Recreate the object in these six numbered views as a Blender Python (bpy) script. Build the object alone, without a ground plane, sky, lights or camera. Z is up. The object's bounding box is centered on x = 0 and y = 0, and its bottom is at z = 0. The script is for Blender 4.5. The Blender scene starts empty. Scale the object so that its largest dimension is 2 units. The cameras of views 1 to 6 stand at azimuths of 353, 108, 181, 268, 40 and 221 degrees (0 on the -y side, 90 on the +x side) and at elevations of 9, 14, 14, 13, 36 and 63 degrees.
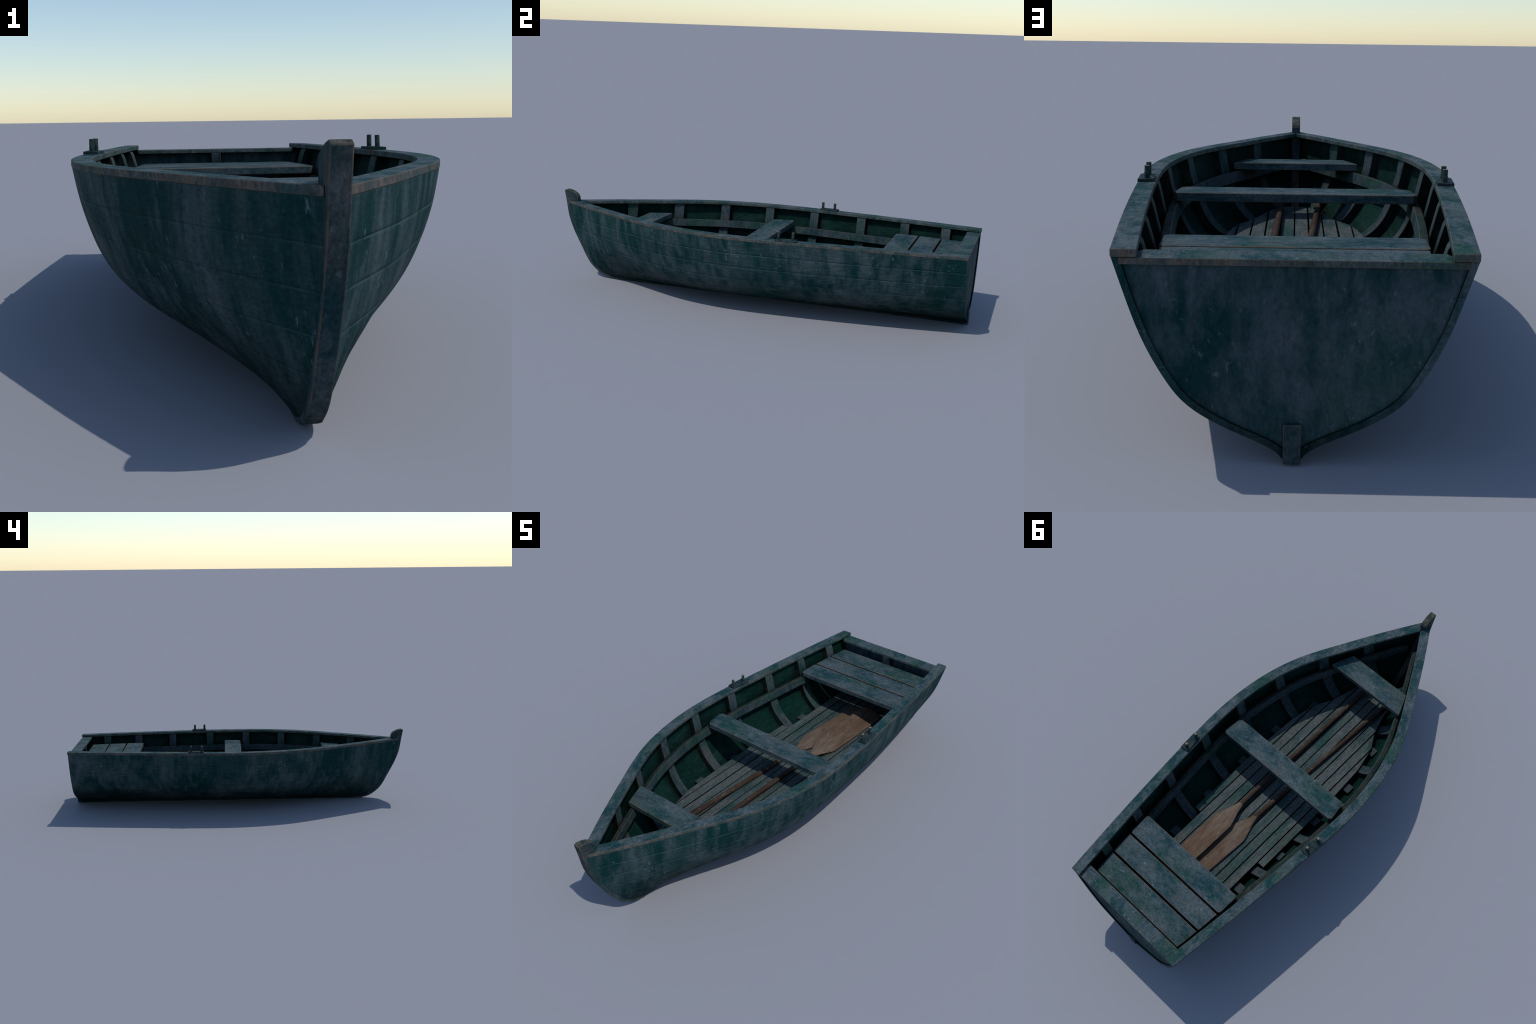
"""Weathered wooden rowing boat with two oars, built part by part.
Axis: bow towards -y, stern towards +y, keel on z = 0, symmetric about x = 0."""
import bpy, bmesh, math, random
import numpy as np
from mathutils import Vector

random.seed(7)
COL = bpy.context.scene.collection

# ------------------------------------------------------------------ numbers
SHEER_Z, RAIL_TOP = 0.3585, 0.3722
HALF_KEEL = 0.0148
# half breadth of the gunwale (plan curve)
BEAM_Y = [-0.97, -0.8, -0.6, -0.4, -0.2, 0.0, 0.2, 0.45, 0.7, 1.0]
BEAM_X = [0.0158, 0.1144, 0.2204, 0.3170, 0.3715, 0.3905, 0.3829, 0.3609, 0.3343, 0.2975]
# stem: front profile (y, z) and where the planking lands on it
STEM = [(-1.000, .4225), (-.9895, .365), (-.979, .300), (-.949, .220), (-.897, .120),
        (-.846, .048), (-.818, .027), (-.790, .011), (-.745, .0)]
RABBET = [(-.9905, .4256), (-.9785, .3674), (-.9665, .3033), (-.9385, .225), (-.8868, .1263),
          (-.8365, .0558), (-.8113, .038), (-.7857, .0222), (-.745, .008), (1.0, .008)]
# frame-by-frame section fullness: share of the half breadth at shares of the height
SEC_Z = [0, .035, .08, .15, .25, .4, .6, .8, 1.0]
SEC_Y = [-.88, -.75, -.6, -.4, -.15, .15, .55, 1.0]
SEC_F = [[0, .050, .120, .210, .350, .530, .740, .900, 1],
         [0, .064, .147, .255, .385, .620, .840, .965, 1],
         [0, .096, .211, .348, .490, .683, .865, .965, 1],
         [0, .127, .263, .424, .598, .759, .882, .960, 1],
         [0, .144, .291, .466, .647, .805, .902, .962, 1],
         [0, .140, .286, .462, .628, .788, .905, .960, 1],
         [0, .104, .230, .402, .589, .777, .890, .946, 1],
         [0, .035, .125, .316, .534, .699, .831, .922, 1]]
SEAMS = [.008, .0480, .1100, .1730, .2360, .2985, SHEER_Z]
PLANK = .012
RIB_Y = [-.699, -.492, -.271, -.045, .187, .427, .643, .839]
SEAT_TOP = .3135
FLOOR_TOP = .137


def spline(xk, yk):
    """natural cubic spline through (xk, yk) -> function"""
    xk, yk = np.array(xk, float), np.array(yk, float)
    n, h = len(xk), np.diff(xk)
    A, b = np.eye(n), np.zeros(n)
    for i in range(1, n - 1):
        A[i, i - 1:i + 2] = h[i - 1], 2 * (h[i - 1] + h[i]), h[i]
        b[i] = 6 * ((yk[i + 1] - yk[i]) / h[i] - (yk[i] - yk[i - 1]) / h[i - 1])
    M = np.linalg.solve(A, b)

    def f(x):
        x = float(x)
        i = int(min(max(np.searchsorted(xk, x) - 1, 0), n - 2))
        t, u, hh = x - xk[i], xk[i + 1] - x, h[i]
        return (M[i] * u**3 + M[i + 1] * t**3) / (6 * hh) + (yk[i] / hh - M[i] * hh / 6) * u + (yk[i + 1] / hh - M[i + 1] * hh / 6) * t
    return f


beam = spline(BEAM_Y, BEAM_X)
fullness = [spline(SEC_Y, [row[j] for row in SEC_F]) for j in range(len(SEC_Z))]
_ry, _rz = [p[0] for p in RABBET], [p[1] for p in RABBET]


def rabbet_z(y):
    return float(np.interp(y, _ry, _rz))


def rabbet_y(z):
    zs, ys = _rz[:-1][::-1], _ry[:-1][::-1]
    return float(np.interp(z, zs, ys))


_sec = {}


def hull_x(y, z):
    """half breadth of the outside of the planking"""
    k = round(y, 5)
    if k not in _sec:
        yc = min(max(y, -.93), 1.0)
        _sec[k] = (spline(SEC_Z, [f(yc) for f in fullness]), rabbet_z(y), max(beam(max(y, -.97)) - .001, .0152))
    s, z0, b = _sec[k]
    t = min(max((z - z0) / max(SHEER_Z - z0, 1e-4), 0.0), 1.0)
    return .015 + (b - .015) * max(s(t), 0.0)


def hull_normal(y, z):
    e = .004
    xy = (hull_x(min(y + e, .999), z) - hull_x(y - e, z)) / (min(y + e, .999) - y + e)
    za, zb = max(z - e, rabbet_z(y)), min(z + e, SHEER_Z)
    xz = (hull_x(y, zb) - hull_x(y, za)) / max(zb - za, 1e-5)
    return Vector((1, -xy, -xz)).normalized()


def hull_point(y, z, depth=0.0):
    """point on the +x side, `depth` inside the outer surface"""
    p = Vector((hull_x(y, z), y, z)) - hull_normal(y, z) * depth
    p.x = max(p.x, .0006)
    return p


# ------------------------------------------------------------------ materials
def ramp(nt, src, stops):
    r = nt.nodes.new("ShaderNodeValToRGB")
    els = r.color_ramp.elements
    while len(els) < len(stops):
        els.new(.5)
    for e, (p, c) in zip(els, stops):
        e.position = p
        e.color = (c, c, c, 1) if isinstance(c, (int, float)) else (*c, 1)
    nt.links.new(src, r.inputs[0])
    return r.outputs[0]


def noise(nt, co, scale, stretch=(1, 1, 1), detail=4, rough=.55, offset=(0, 0, 0), dist=0.0):
    m = nt.nodes.new("ShaderNodeMapping")
    m.inputs["Scale"].default_value = stretch
    m.inputs["Location"].default_value = offset
    nt.links.new(co, m.inputs["Vector"])
    n = nt.nodes.new("ShaderNodeTexNoise")
    n.inputs["Scale"].default_value = scale
    n.inputs["Detail"].default_value = detail
    n.inputs["Roughness"].default_value = rough
    n.inputs["Distortion"].default_value = dist
    nt.links.new(m.outputs[0], n.inputs["Vector"])
    return n.outputs["Fac"]


def mix(nt, fac, a, b, mode="MIX"):
    m = nt.nodes.new("ShaderNodeMix")
    m.data_type = "RGBA"
    m.blend_type = mode
    for sock, v in ((m.inputs["Factor"], fac), (m.inputs["A"], a), (m.inputs["B"], b)):
        pass
    socks = {"Factor": m.inputs[0], "A": m.inputs[6], "B": m.inputs[7]}
    for key, v in (("Factor", fac), ("A", a), ("B", b)):
        if isinstance(v, (int, float)):
            socks[key].default_value = v if key == "Factor" else (v, v, v, 1)
        elif isinstance(v, tuple):
            socks[key].default_value = (*v, 1)
        else:
            nt.links.new(v, socks[key])
    return m.outputs[2]


def math_node(nt, op, a, b=None, c=None, clamp=False):
    m = nt.nodes.new("ShaderNodeMath")
    m.operation = op
    m.use_clamp = clamp
    for i, v in enumerate((a, b, c)):
        if v is None:
            continue
        if isinstance(v, (int, float)):
            m.inputs[i].default_value = v
        else:
            nt.links.new(v, m.inputs[i])
    return m.outputs[0]


def weathered_paint(name, dark, grey, grain=(1, 1, 1), patch=7.0, grey_bias=.5, tint=(.012, .055, .035), tint_amt=.5,
                    worn=(.20, .125, .075), worn_amt=.8, brown_sides=0.0, seams=False, chips=.6, per_object=False,
                    low_dark=False, bump=.35, edge_only=False, grime=.6, stain=.35, soft=.065, fine_grain=None, streaks=.38, ao_dist=.035, tone_amt=.5):
    mat = bpy.data.materials.new(name)
    mat.use_nodes = True
    nt = mat.node_tree
    bsdf = nt.nodes["Principled BSDF"]
    tc = nt.nodes.new("ShaderNodeTexCoord")
    co = tc.outputs["Object"]
    if per_object:
        oi = nt.nodes.new("ShaderNodeObjectInfo")
        add = nt.nodes.new("ShaderNodeVectorMath")
        add.operation = "ADD"
        sc = nt.nodes.new("ShaderNodeCombineXYZ")
        for i, k in enumerate((7.0, 3.0, 5.0)):
            nt.links.new(math_node(nt, "MULTIPLY", oi.outputs["Random"], k), sc.inputs[i])
        nt.links.new(co, add.inputs[0])
        nt.links.new(sc.outputs[0], add.inputs[1])
        co = add.outputs[0]
    patches = noise(nt, co, patch, tuple(.45 + .55 * g for g in grain), 5, .6, dist=.3)
    streak = noise(nt, co, patch * 5, grain, 5, .62, (3.1, 1.7, .4))
    fine = noise(nt, co, 170, fine_grain or tuple(.3 + .7 * g for g in grain), 4, .7, (9, 2, 5))
    m = math_node(nt, "ADD", math_node(nt, "MULTIPLY", patches, 1 - streaks), math_node(nt, "MULTIPLY", streak, streaks))
    m = ramp(nt, m, [(grey_bias - soft, 0.0), (grey_bias + soft, 1.0)])
    base = mix(nt, m, dark, grey)
    # greener areas
    gmask = ramp(nt, noise(nt, co, patch * .8, grain, 3, .5, (20, 8, 3)), [(.50, 0.0), (.66, tint_amt)])
    base = mix(nt, gmask, base, tint)
    # faint brown stains
    smask = ramp(nt, noise(nt, co, patch * 1.7, grain, 4, .65, (11, 4, 17)), [(.55, 0.0), (.68, stain)])
    base = mix(nt, smask, base, (.082, .068, .058))
    # fine tonal grain
    tone = ramp(nt, fine, [(.28, 1 - tone_amt), (.72, 1 + tone_amt)])
    base = mix(nt, 1.0, base, tone, "MULTIPLY")
    # rubbed-off light flecks
    f1 = noise(nt, co, 88, tuple(.35 + .65 * g for g in grain), 3, .6, (4, 4, 4))
    f2 = noise(nt, co, patch * 1.4, (1, 1, 1), 2, .5, (1, 6, 2))
    fl = ramp(nt, math_node(nt, "ADD", f1, math_node(nt, "MULTIPLY", f2, .35)), [(.83, 0.0), (.92, chips)])
    base = mix(nt, fl, base, tuple(min(1, g * 1.9 + .03) for g in grey))
    if seams:
        sep = nt.nodes.new("ShaderNodeSeparateXYZ")
        nt.links.new(tc.outputs["Object"], sep.inputs[0])
        z = sep.outputs["Z"]
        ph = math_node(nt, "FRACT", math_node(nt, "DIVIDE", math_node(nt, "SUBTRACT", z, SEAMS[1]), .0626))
        wear_light = ramp(nt, noise(nt, co, 24, (1, 1, 2), 4, .65, (7, 7, 1)), [(.38, .1), (.65, .7)])
        lip = ramp(nt, ph, [(.0, 0.0), (.93, 0.0), (.955, 1.0), (.985, 1.0), (1.0, .2)])
        # worn lips painted lighter on the +x side, as if sunlit
        sun_side = math_node(nt, "MULTIPLY_ADD", sep.outputs["X"], 6.0, .6, clamp=True)
        wear_light = math_node(nt, "MULTIPLY", wear_light, math_node(nt, "MULTIPLY_ADD", sun_side, .8, .2))
        base = mix(nt, math_node(nt, "MULTIPLY", lip, wear_light), base, (.044, .090, .087))
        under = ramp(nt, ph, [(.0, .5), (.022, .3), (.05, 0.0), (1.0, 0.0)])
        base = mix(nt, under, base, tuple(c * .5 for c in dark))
        # occlusion shade painted in, darker towards the bottom
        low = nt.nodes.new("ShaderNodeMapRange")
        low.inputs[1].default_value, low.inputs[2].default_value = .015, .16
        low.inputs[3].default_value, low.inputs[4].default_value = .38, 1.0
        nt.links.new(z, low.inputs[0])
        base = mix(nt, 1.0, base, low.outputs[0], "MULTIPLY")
    if brown_sides:
        g = nt.nodes.new("ShaderNodeNewGeometry")
        sp = nt.nodes.new("ShaderNodeSeparateXYZ")
        nt.links.new(g.outputs["True Normal"], sp.inputs[0])
        side = ramp(nt, math_node(nt, "ABSOLUTE", sp.outputs["Z"]), [(.3, 1.0), (.7, 0.0)])
        bn = noise(nt, co, 16, (1, 1, .3), 4, .6, (2, 9, 1))
        brown = ramp(nt, bn, [(.36, (.028, .058, .052)), (.48, (.070, .072, .068)), (.64, (.125, .096, .076))])
        brown = mix(nt, 1.0, brown, tone, "MULTIPLY")
        # outboard faces take the knocks, inboard faces keep their paint
        od = nt.nodes.new("ShaderNodeVectorMath")
        od.operation = "DOT_PRODUCT"
        nt.links.new(g.outputs["True Normal"], od.inputs[0])
        nt.links.new(tc.outputs["Object"], od.inputs[1])
        side = math_node(nt, "MULTIPLY", side, ramp(nt, od.outputs["Value"], [(0.0, .3), (.02, 1.0)]))
        base = mix(nt, math_node(nt, "MULTIPLY", side, brown_sides), base, brown)
    if edge_only:
        # paint rubbed through to the wood along the arrises
        en = ramp(nt, noise(nt, co, 26, (1, 1, 1), 5, .65, (5, 5, 9)), [(.36, .10), (.62, 1.0)])
        base = mix(nt, math_node(nt, "MULTIPLY", en, worn_amt), base, worn)
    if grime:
        # shade of corners and ledge undersides multiplied into the paint colour
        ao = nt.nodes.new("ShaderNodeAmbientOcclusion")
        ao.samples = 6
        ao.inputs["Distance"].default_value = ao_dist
        occlusion = ramp(nt, ao.outputs["AO"], [(.25, 1.0 - grime), (.85, 1.0)])
        base = mix(nt, 1.0, base, occlusion, "MULTIPLY")
    nt.links.new(base, bsdf.inputs["Base Color"])
    bsdf.inputs["Specular IOR Level"].default_value = .06
    rr = ramp(nt, streak, [(.3, .82), (.7, .66)])
    nt.links.new(rr, bsdf.inputs["Roughness"])
    bp = nt.nodes.new("ShaderNodeBump")
    bp.inputs["Strength"].default_value = bump
    bp.inputs["Distance"].default_value = .0015
    nt.links.new(math_node(nt, "ADD", math_node(nt, "MULTIPLY", streak, .7), math_node(nt, "MULTIPLY", fine, .3)), bp.inputs["Height"])
    nt.links.new(bp.outputs[0], bsdf.inputs["Normal"])
    return mat


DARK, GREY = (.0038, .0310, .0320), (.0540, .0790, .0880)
WOOD = (.170, .112, .072)


def paint_pair(name, **kw):
    """the painted face and the same paint worn through on the edges"""
    return weathered_paint(name, **kw), weathered_paint(name + "_worn_edge", edge_only=True, **kw)


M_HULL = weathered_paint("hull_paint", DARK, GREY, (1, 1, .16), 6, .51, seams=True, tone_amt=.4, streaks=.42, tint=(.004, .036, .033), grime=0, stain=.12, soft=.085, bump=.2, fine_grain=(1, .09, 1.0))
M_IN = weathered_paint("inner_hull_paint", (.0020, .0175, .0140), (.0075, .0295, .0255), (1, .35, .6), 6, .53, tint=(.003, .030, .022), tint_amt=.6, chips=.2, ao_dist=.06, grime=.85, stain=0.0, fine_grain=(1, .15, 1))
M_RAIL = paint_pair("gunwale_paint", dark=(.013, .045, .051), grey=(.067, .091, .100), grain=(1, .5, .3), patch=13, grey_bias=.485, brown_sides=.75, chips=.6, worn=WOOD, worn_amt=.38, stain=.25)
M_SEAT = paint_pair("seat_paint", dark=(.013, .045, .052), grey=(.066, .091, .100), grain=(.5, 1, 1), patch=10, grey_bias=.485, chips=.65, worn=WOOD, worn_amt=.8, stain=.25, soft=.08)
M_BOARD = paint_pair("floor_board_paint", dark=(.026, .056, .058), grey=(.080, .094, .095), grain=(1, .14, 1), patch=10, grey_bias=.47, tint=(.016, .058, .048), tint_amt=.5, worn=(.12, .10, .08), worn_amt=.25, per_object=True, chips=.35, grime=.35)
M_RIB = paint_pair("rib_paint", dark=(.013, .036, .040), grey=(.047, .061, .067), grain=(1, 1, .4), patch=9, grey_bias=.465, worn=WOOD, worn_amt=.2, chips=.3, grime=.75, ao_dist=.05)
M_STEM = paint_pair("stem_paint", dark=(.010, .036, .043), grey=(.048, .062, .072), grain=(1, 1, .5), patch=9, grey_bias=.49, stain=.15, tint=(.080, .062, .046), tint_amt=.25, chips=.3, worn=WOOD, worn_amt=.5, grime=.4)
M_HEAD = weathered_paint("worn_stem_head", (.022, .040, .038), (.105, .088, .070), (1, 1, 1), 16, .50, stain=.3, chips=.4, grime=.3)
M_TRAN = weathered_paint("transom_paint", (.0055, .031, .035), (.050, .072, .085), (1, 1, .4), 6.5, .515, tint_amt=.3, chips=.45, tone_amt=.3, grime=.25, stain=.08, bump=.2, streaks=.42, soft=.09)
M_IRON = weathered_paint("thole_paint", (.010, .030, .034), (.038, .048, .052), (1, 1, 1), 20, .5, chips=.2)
# occlusion shade as paint: board edges in the gaps, sides of ribs, riser undersides
M_SHADE = weathered_paint("shade_paint", (.0045, .0085, .0085), (.0150, .0200, .0200), (1, 1, 1), 14, .5, tint_amt=.2, chips=.15, grime=.5)
M_LEDGE = weathered_paint("dark_ledge_paint", (.0120, .0260, .0240), (.0340, .0380, .0340), (1, .4, 1), 14, .5, tint_amt=.3, chips=.2, grime=.4)  # darker olive-brown for the tops of the stringers


def bare_wood(name, a, b, c, grain, edge=.5):
    mat = bpy.data.materials.new(name)
    mat.use_nodes = True
    nt = mat.node_tree
    bsdf = nt.nodes["Principled BSDF"]
    co = nt.nodes.new("ShaderNodeTexCoord").outputs["Object"]
    g = noise(nt, co, 34, grain, 6, .65)
    p = noise(nt, co, 9, (1, .6, 1), 4, .6, (3, 3, 3))
    col = ramp(nt, math_node(nt, "ADD", math_node(nt, "MULTIPLY", g, .5), math_node(nt, "MULTIPLY", p, .5)), [(.36, a), (.5, b), (.64, c)])
    f = noise(nt, co, 150, grain, 3, .7, (1, 5, 5))
    col = mix(nt, 1.0, col, ramp(nt, f, [(.3, .72), (.7, 1.3)]), "MULTIPLY")
    fl = ramp(nt, noise(nt, co, 75, (1, .5, 1), 2, .5, (8, 1, 1)), [(.64, 0.0), (.74, .6)])
    col = mix(nt, fl, col, (.22, .165, .105))
    nt.links.new(col, bsdf.inputs["Base Color"])
    bsdf.inputs["Roughness"].default_value = .8
    bsdf.inputs["Specular IOR Level"].default_value = .08
    bp = nt.nodes.new("ShaderNodeBump")
    bp.inputs["Strength"].default_value = .3
    bp.inputs["Distance"].default_value = .001
    nt.links.new(g, bp.inputs["Height"])
    nt.links.new(bp.outputs[0], bsdf.inputs["Normal"])
    return mat


M_BLADE = bare_wood("bare_blade_wood", (.074, .047, .031), (.114, .079, .055), (.150, .116, .090), (1, .12, 1))
M_SHAFT = bare_wood("bare_shaft_wood", (.034, .0225, .0175), (.050, .034, .026), (.062, .049, .037), (1, .3, 1))
M_PIN = bare_wood("bare_pin_wood", (.16, .12, .08), (.22, .17, .12), (.26, .2, .15), (1, 1, 1))


# ------------------------------------------------------------------ mesh helpers
def new_object(name, verts, faces, mat, parent=None, bevel=0.0, segments=2, smooth=None, mats=None):
    me = bpy.data.meshes.new(name)
    me.from_pydata([tuple(v) for v in verts], [], faces)
    bm = bmesh.new()
    bm.from_mesh(me)
    bmesh.ops.remove_doubles(bm, verts=bm.verts, dist=1e-5)
    bmesh.ops.dissolve_degenerate(bm, edges=bm.edges, dist=1e-6)
    bmesh.ops.recalc_face_normals(bm, faces=bm.faces)
    bm.to_mesh(me)
    bm.free()
    if isinstance(mat, tuple):
        mats = list(mat)
    for m in (mats or [mat]):
        me.materials.append(m)
    if smooth is not None:
        me.shade_smooth()
        me.set_sharp_from_angle(angle=math.radians(smooth))
    ob = bpy.data.objects.new(name, me)
    COL.objects.link(ob)
    if parent:
        ob.parent = parent
    if bevel:
        b = ob.modifiers.new("rounded_edges", "BEVEL")
        b.width, b.segments, b.limit_method = bevel, segments, "ANGLE"
        b.angle_limit = math.radians(35)
        if isinstance(mat, tuple):
            b.material = 1
    return ob


def coat(ob, mat, test):
    """give the faces that pass the test another coat"""
    ob.data.materials.append(mat)
    k = len(ob.data.materials) - 1
    for p in ob.data.polygons:
        if test(p.normal):
            p.material_index = k


def grid_faces(rows, cols, start=0, closed_cols=False, flip=False):
    out = []
    for i in range(rows - 1):
        for j in range(cols if closed_cols else cols - 1):
            k = (j + 1) % cols
            q = (start + i * cols + j, start + i * cols + k, start + (i + 1) * cols + k, start + (i + 1) * cols + j)
            out.append(q[::-1] if flip else q)
    return out


def loft(rings, caps=True):
    """closed rings of equal length -> verts, faces"""
    n = len(rings[0])
    v = [p for r in rings for p in r]
    f = grid_faces(len(rings), n, closed_cols=True)
    if caps:
        f.append(tuple(range(n))[::-1])
        f.append(tuple(range((len(rings) - 1) * n, len(rings) * n)))
    return v, f


def prism(outline, z0, z1, axis="z"):
    """extrude an outline of 2D points; axis 'z' -> (x,y), axis 'x' -> (y,z)"""
    def p(a, b, h):
        return (a, b, h) if axis == "z" else (h, a, b) if axis == "x" else (a, h, b)
    n = len(outline)
    v = [p(a, b, z0) for a, b in outline] + [p(a, b, z1) for a, b in outline]
    f = [tuple(range(n))[::-1], tuple(range(n, 2 * n))]
    f += [(i, (i + 1) % n, n + (i + 1) % n, n + i) for i in range(n)]
    return v, f


def box(x0, x1, y0, y1, z0, z1):
    return prism([(x0, y0), (x1, y0), (x1, y1), (x0, y1)], z0, z1)


def mirrored(verts):
    return [(-v[0], v[1], v[2]) for v in verts]


# ------------------------------------------------------------------ the boat
boat = bpy.data.objects.new("rowing_boat", None)
COL.objects.link(boat)
boat["label"] = "old weathered dark teal wooden rowing boat with plank seats"
boat["category"] = "rowing boat"

HULL_END = .9965
LAP = .0012


def strake(k, side):
    z0, z1 = SEAMS[k], SEAMS[k + 1]
    rows = 18 if k == 0 else 9
    ts = [((i / (rows - 1)) ** (1.6 if k == 0 else 1)) for i in range(rows)]
    ts = ([0.0, .018] + ts[1:-1] if k else ts[:-1]) + ([.968, 1.0] if k < 5 else [1.0])
    cols = 72
    ss = [(j / (cols - 1)) for j in range(cols)]
    outer, inner = [], []
    for t in ts:
        z = z0 + (z1 - z0) * t
        ya = rabbet_y(z)
        for s in ss:
            y = ya + (HULL_END - ya) * (s ** 1.35)
            p = Vector((hull_x(y, z), y, z))
            n = hull_normal(y, z)
            fade = min(1.0, (y - ya) / .05, .15 + (HULL_END - y) / .04)
            lift = 0.0
            if k and t == 0.0:
                lift = (-.0007 if side > 0 else -.0003) * fade
            if k < 5 and t == 1.0:
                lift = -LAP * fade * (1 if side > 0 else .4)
            outer.append(p + n * lift)
            q = p - n * PLANK * min(1.0, .25 + (y - ya) / .03)
            q.x = max(q.x, .0005)
            q.z = min(q.z, z + .010)
            inner.append(q)
    R = len(ts)
    v = outer + inner
    off = R * cols
    f = grid_faces(R, cols) + grid_faces(R, cols, off, flip=True)
    for j in range(cols - 1):
        f.append((j + 1, j, off + j, off + j + 1))
        a = (R - 1) * cols
        f.append((a + j, a + j + 1, off + a + j + 1, off + a + j))
    for i in range(R - 1):
        a, b = i * cols, (i + 1) * cols
        f.append((a, b, off + b, off + a))
        a, b = a + cols - 1, b + cols - 1
        f.append((b, a, off + a, off + b))
    if side < 0:
        v = mirrored(v)
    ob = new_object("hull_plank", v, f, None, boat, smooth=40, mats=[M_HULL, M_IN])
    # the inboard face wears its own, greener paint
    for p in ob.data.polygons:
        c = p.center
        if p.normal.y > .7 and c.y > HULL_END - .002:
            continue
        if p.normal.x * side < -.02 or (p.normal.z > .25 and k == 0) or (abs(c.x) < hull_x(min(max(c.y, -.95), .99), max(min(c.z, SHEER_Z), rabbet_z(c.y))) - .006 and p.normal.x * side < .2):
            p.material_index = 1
    return ob


for side in (1, -1):
    for k in range(6):
        strake(k, side)

# stem with its curved head, one slab on the centreline
head = [(-.9895, .4275), (-.968, .4235), (-.9525, .4175), (-.9395, .4095), (-.9315, .4010), (-.9280, .3910), (-.9268, .377)]
inner_stem = [(-.9266, .350), (-.918, .300), (-.893, .215), (-.845, .125), (-.795, .066), (-.73, .034), (-.70, .030), (-.70, .0)]
curve_front = []
fy = spline([p[1] for p in STEM][::-1], [p[0] for p in STEM][::-1])
for i in range(25):
    z = .4225 * (1 - i / 24) ** 1.25
    curve_front.append((float(np.interp(z, [p[1] for p in STEM][::-1], [p[0] for p in STEM][::-1])) * .35 + fy(z) * .65, z))
outline = curve_front[::-1] + head + inner_stem
v, f = prism(outline, -HALF_KEEL, HALF_KEEL, "x")
stem = new_object("stem", v, f, M_STEM, boat, bevel=.0022)
coat(stem, M_HEAD, lambda n: n.z > .30)

v, f = prism([(-.7005, 0), (.9972, 0), (.9972, .034), (-.7005, .030)], -HALF_KEEL + .0002, HALF_KEEL - .0002, "x")
new_object("keel", v, f, M_HULL, boat, bevel=.002)

v, f = box(-.0150, .0150, .975, 1.0, 0.0005, .0727)
new_object("sternpost", v, f, M_STEM, boat, bevel=.0018)

# transom: planked panel sitting just inside the plank ends
TR_Y = .9900
for k in range(6):
    za, zb = [(.024, .0665), (.0665, .128), (.128, .1895), (.1895, .2507), (.2507, .3105), (.3105, .3452)][k]
    za, zb = za + .00004, zb - .00004
    edge = []
    for i in range(9):
        z = za + (zb - za) * i / 8
        edge.append((hull_point(.985, z, PLANK + .0030).x, z))
    pts = edge + [(-x, z) for x, z in edge[::-1]]
    v, f = prism(pts, TR_Y - .018, TR_Y, "y")
    new_object("transom_board", v, f, M_TRAN, boat)

# inner post behind the transom and the capping rail on top of it
v, f = box(-.0155, .0155, .9345, .9755, .03, .3449)
new_object("transom_post", v, f, M_RIB, boat, bevel=.0015)
zs = (.3455, .3575)
v, f = prism([(-.2555, .9365), (.2555, .9365), (.2690, .975), (.2850, .9755), (.2845, .9962), (-.2845, .9962), (-.2850, .9755), (-.2690, .975)], zs[0], zs[1])
new_object("transom_cap", v, f, M_RAIL, boat, bevel=.0016)


# gunwales: flat rails that meet on the centreline at the bow
def gunwale(side):
    W = .0435
    ys = [-.971 + 1.9705 * (i / 110) ** 1.12 for i in range(111)]
    out, inn = [], []
    for y in ys:
        e = .003
        yy = min(max(y, -.966), .995)
        t = Vector((beam(yy + e) - beam(yy - e), 2 * e)).normalized()
        n = Vector((-t.y, t.x))
        o = Vector((beam(max(y, -.97)), y))
        i = o + n * W
        out.append(o)
        inn.append(i)
    k = next(i for i, p in enumerate(inn) if p.x > .0006)
    a, b = inn[k - 1], inn[k]
    s = (.0006 - a.x) / (b.x - a.x)
    meet = a + (b - a) * s
    inn = [meet if i < k else p for i, p in enumerate(inn)]
    inn[-1] = Vector((inn[-1].x, out[-1].y))
    rings = []
    for o, i in zip(out, inn):
        rings.append([(side * o.x, o.y, SHEER_Z), (side * o.x, o.y, RAIL_TOP), (side * i.x, i.y, RAIL_TOP), (side * i.x, i.y, SHEER_Z)])
    v, f = loft(rings)
    new_object("gunwale", v, f, M_RAIL, boat, bevel=.0016, smooth=35)


gunwale(1)
gunwale(-1)

# ribs: one bent frame per station, following the planking down to the keel
for y0 in RIB_Y:
    w = .0215
    base = rabbet_z(y0) + .012
    zs = [SHEER_Z - .001 - (SHEER_Z - base - .001) * (i / 26) ** .85 for i in range(27)]
    half = []
    for z in zs:
        a0, a1 = hull_point(y0 - w, max(z, rabbet_z(y0 - w) + .004), PLANK - .003), hull_point(y0 + w, z, PLANK - .003)
        top = min(1.0, 1.0)
        b0, b1 = hull_point(y0 - w, max(z, rabbet_z(y0 - w) + .004), .041 * top), hull_point(y0 + w, z, .041 * top)
        ring = []
        for p, yy in ((a0, y0 - w), (a1, y0 + w), (b1, y0 + w), (b0, y0 - w)):
            ring.append((p.x, yy, min(p.z, SHEER_Z - .0005)))
        half.append(ring)
    for side in (1, -1):
        rings = [[(side * p[0], p[1], p[2]) for p in r] for r in half]
        v, f = loft(rings)
        ob = new_object("rib", v, f, M_RIB, boat, bevel=.0018, smooth=30)
        coat(ob, M_SHADE, lambda n: abs(n.y) > .75)

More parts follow.
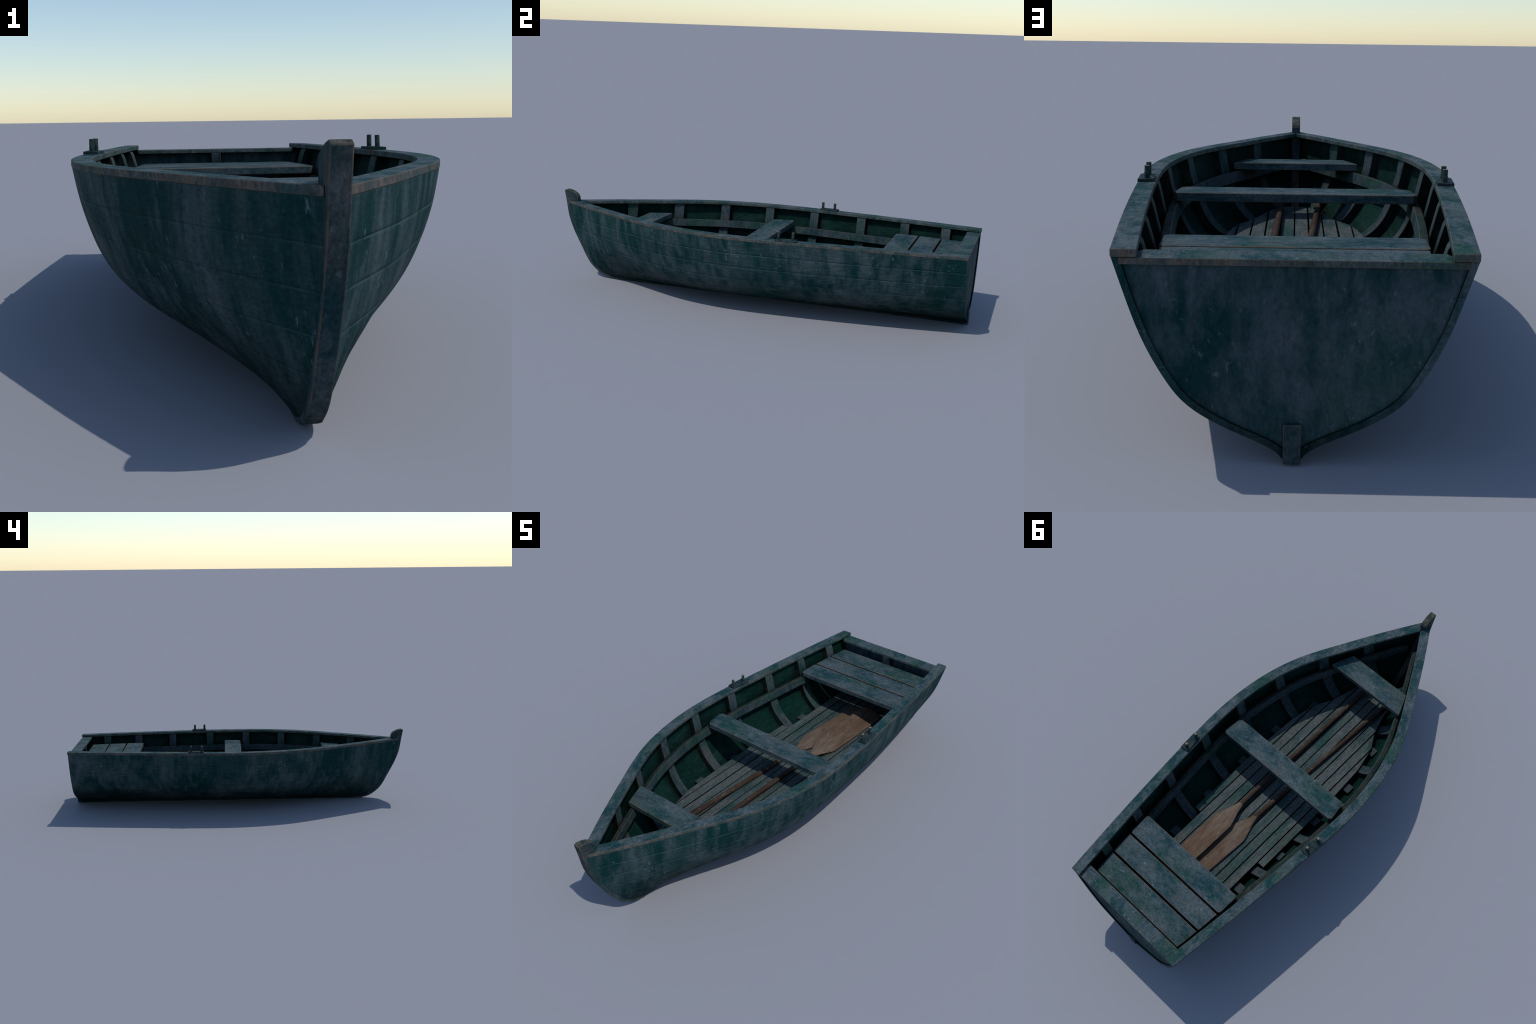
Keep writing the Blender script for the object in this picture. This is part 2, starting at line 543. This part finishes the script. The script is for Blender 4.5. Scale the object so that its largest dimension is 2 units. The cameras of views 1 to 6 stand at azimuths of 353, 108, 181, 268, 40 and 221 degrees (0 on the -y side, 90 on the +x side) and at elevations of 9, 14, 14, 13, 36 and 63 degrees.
# risers: the stringers that carry the seats
for side in (1, -1):
    rings = []
    for i in range(60):
        y = -.858 + 1.80 * i / 59
        zt, zb = .2870, .2520
        off = .0665 - .0095 * min(1, max(0, (-.75 - y) / .1))
        xt, xb = hull_x(y, zt) - off, hull_x(y, zb) - off + .003
        dx, dz = xt - xb, zt - zb
        L = math.hypot(dx, dz)
        nx, nz = dz / L, -dx / L
        T = .0205
        ring = [(xt, y, zt), (xb, y, zb), (xb + nx * T, y, zb + nz * T), (xt + nx * T, y, zt + nz * T)]
        rings.append([(side * max(p[0], .004), p[1], p[2]) for p in ring])
    v, f = loft(rings)
    ob = new_object("riser", v, f, M_RIB, boat, bevel=.0016, smooth=30)
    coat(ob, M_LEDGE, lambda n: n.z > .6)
    coat(ob, M_SHADE, lambda n: n.z < -.6)


# seats
def seat(name, ya, yb, xa, xb, thick=.0225, cham=.012):
    c = cham
    pts = [(-xa + c, ya), (xa - c, ya), (xa, ya + c), (xb, yb - c), (xb - c, yb), (-xb + c, yb), (-xb, yb - c), (-xa, ya + c)]
    if c < .004:
        pts = [(-xa, ya), (xa, ya), (xb, yb), (-xb, yb)]
    v, f = prism(pts, SEAT_TOP - thick, SEAT_TOP)
    return new_object(name, v, f, M_SEAT, boat, bevel=.0025, segments=3)


seat("bow_seat", -.6205, -.5155, .161, .2025, cham=.002)
seat("middle_seat", -.0075, .0925, .3090, .3200, .0235, cham=.012)
seat("stern_seat_board", .6105, .7140, .2665, .2640, cham=.008)
seat("stern_seat_board", .7225, .8200, .2600, .2520, cham=.002)
seat("stern_seat_board", .8290, .9265, .2500, .2390, cham=.002)

# floor bearers under the boards
for y0 in (-.608, -.380, -.157, .071, .302, .534, .741):
    xe = min(.244, hull_x(y0, .113) - .020)
    v, f = box(-xe, xe, y0 - .0212, y0 + .0212, .100, .1215)
    ob = new_object("floor_bearer", v, f, M_RIB, boat, bevel=.0022)
    coat(ob, M_SHADE, lambda n: abs(n.y) > .75)

# floor boards: forward ends trimmed to the sweep of the bow
SWEEP = [(0.0, -.700), (.045, -.688), (.090, -.612), (.134, -.455), (.178, -.378), (.203, -.256), (.2115, -.085)]
pitch, gap = .0445, .0050
for side in (1, -1):
    for j in range(5):
        xa, xb = j * pitch + gap / 2, (j + 1) * pitch - gap / 2
        jit = random.uniform(-.0006, .0006)
        if j == 4:
            xb = .2128
        sx, sy = [p[0] for p in SWEEP], [p[1] for p in SWEEP]
        front = [(xa, float(np.interp(xa, sx, sy)))] + [p for p in SWEEP if xa < p[0] < xb - .0005]
        if j < 4:
            front.append((xb, float(np.interp(xb, sx, sy))))
        else:
            front.append((xb, -.02))
        aft = .397 if j == 4 else .945 - .004 * j
        if j == 3:
            aft = .90
        pts = [(side * (x + jit), y) for x, y in front] + [(side * (xb + jit), aft), (side * (xa + jit), aft)]
        z = FLOOR_TOP + random.uniform(-.0008, .0006)
        v, f = prism(pts, z - .0125, z)
        ob = new_object("floor_board", v, f, M_BOARD, boat, bevel=.0009)
        coat(ob, M_SHADE, lambda n: abs(n.z) < .5)

# thole plates and their pins
pin_mesh = None
for side in (1, -1):
    pts = [(side * x, y) for x, y in ((.3460, .2120), (.3815, .2130), (.3745, .3020), (.3355, .2985))]
    v, f = prism(pts, RAIL_TOP - .0005, RAIL_TOP + .0072)
    plate = new_object("thole_plate", v, f, M_IRON, boat, bevel=.001)
    for x, y in ((.3605, .2228), (.3543, .2840)):
        if pin_mesh is None:
            n = 10
            prof = [(.0065, 0.0), (.0063, .0292), (.0056, .0306)]
            v = [(r * math.cos(2 * math.pi * i / n), r * math.sin(2 * math.pi * i / n), h) for r, h in prof for i in range(n)]
            f = grid_faces(3, n, closed_cols=True) + [tuple(range(n))[::-1], tuple(range(2 * n, 3 * n))]
            pin = new_object("thole_pin", v, f, None, plate, smooth=50, mats=[M_IRON, M_PIN])
            pin_mesh = pin.data
            for p in pin_mesh.polygons:
                if p.normal.z > .5:
                    p.material_index = 1
        else:
            pin = bpy.data.objects.new("thole_pin", pin_mesh)
            COL.objects.link(pin)
            pin.parent = plate
        pin.location = (side * x, y, RAIL_TOP + .0070)
        pin.rotation_euler = (random.uniform(-.03, .03), random.uniform(-.03, .03), random.uniform(0, 6))


# ------------------------------------------------------------------ oars
def oar(x_mid, slope, roll, z_blade, z_handle, y_tip=.745, y_grip=-.665):
    """one loft from grip to blade tip; cut in two at the neck"""
    R = .0108
    st = [(y_grip, .006, .006, 2), (y_grip + .004, .0088, .0088, 2), (y_grip + .10, .0098, .0098, 2), (-.2, .0106, .0106, 2), (.10, .0110, .0110, 2),
          (.215, .0112, .0108, 2), (.250, .0135, .0098, 2.1), (.275, .0185, .0088, 2.3), (.300, .0270, .0075, 2.6), (.325, .0370, .0062, 3), (.348, .0465, .0054, 3.3),
          (.366, .0510, .0050, 3.6), (.385, .0518, .0048, 4), (.50, .0524, .0046, 4), (.62, .0528, .0044, 4), (.700, .0520, .0042, 4), (.722, .0490, .0040, 4), (.736, .0420, .0038, 4), (y_tip, .0300, .0030, 4)]
    ys = sorted(set([s[0] for s in st] + [y_grip + (y_tip - y_grip) * i / 60 for i in range(61)]))
    sy = [s[0] for s in st]
    rings, n = [], 24
    for y in ys:
        a, b, e = (float(np.interp(y, sy, [s[i] for s in st])) for i in (1, 2, 3))
        k = min(max((y - .16) / .2, 0), 1)
        r = roll * k * k * (3 - 2 * k)
        u = (y - y_grip) / (y_tip - y_grip)
        cx, cz = x_mid + slope * y, z_handle + (z_blade - z_handle) * min(1, u / .72)
        ring = []
        for i in range(n):
            t = 2 * math.pi * i / n
            c, s = math.cos(t), math.sin(t)
            px, pz = a * math.copysign(abs(c) ** (2 / e), c), b * math.copysign(abs(s) ** (2 / e), s)
            ring.append((cx + px * math.cos(r) - pz * math.sin(r), y, cz + px * math.sin(r) + pz * math.cos(r)))
        rings.append(ring)
    cut = next(i for i, y in enumerate(ys) if y >= .245)
    v, f = loft(rings)
    whole = bpy.data.meshes.new("whole")
    whole.from_pydata(v, [], f)
    whole.shade_smooth()
    nrm = [tuple(q.vector) for q in whole.vertex_normals]
    bpy.data.meshes.remove(whole)
    root = bpy.data.objects.new("oar", None)
    COL.objects.link(root)
    root["label"] = "worn brown wooden oar with a flat blade"
    root["category"] = "oar"
    for name, ra, rb, mat in (("shaft", 0, cut + 1, M_SHAFT), ("blade", cut, len(rings), M_BLADE)):
        part = rings[ra:rb]
        vv = [p for r in part for p in r]
        ff = grid_faces(len(part), n, closed_cols=True)
        ff.append(tuple(range(n))[::-1] if name == "shaft" else tuple(range((len(part) - 1) * n, len(part) * n)))
        me = bpy.data.meshes.new(name)
        me.from_pydata(vv, [], [q[::-1] for q in ff] if False else ff)
        bm = bmesh.new()
        bm.from_mesh(me)
        bm.to_mesh(me)
        bm.free()
        me.materials.append(mat)
        me.shade_smooth()
        me.normals_split_custom_set_from_vertices(nrm[ra * n:rb * n])
        ob = bpy.data.objects.new(name, me)
        COL.objects.link(ob)
        ob.parent = root
    return root


oar(.0600, .020, -math.radians(14), .1575, .1485)
oar(-.0392, .065, -math.radians(1.0), .1440, .1485)
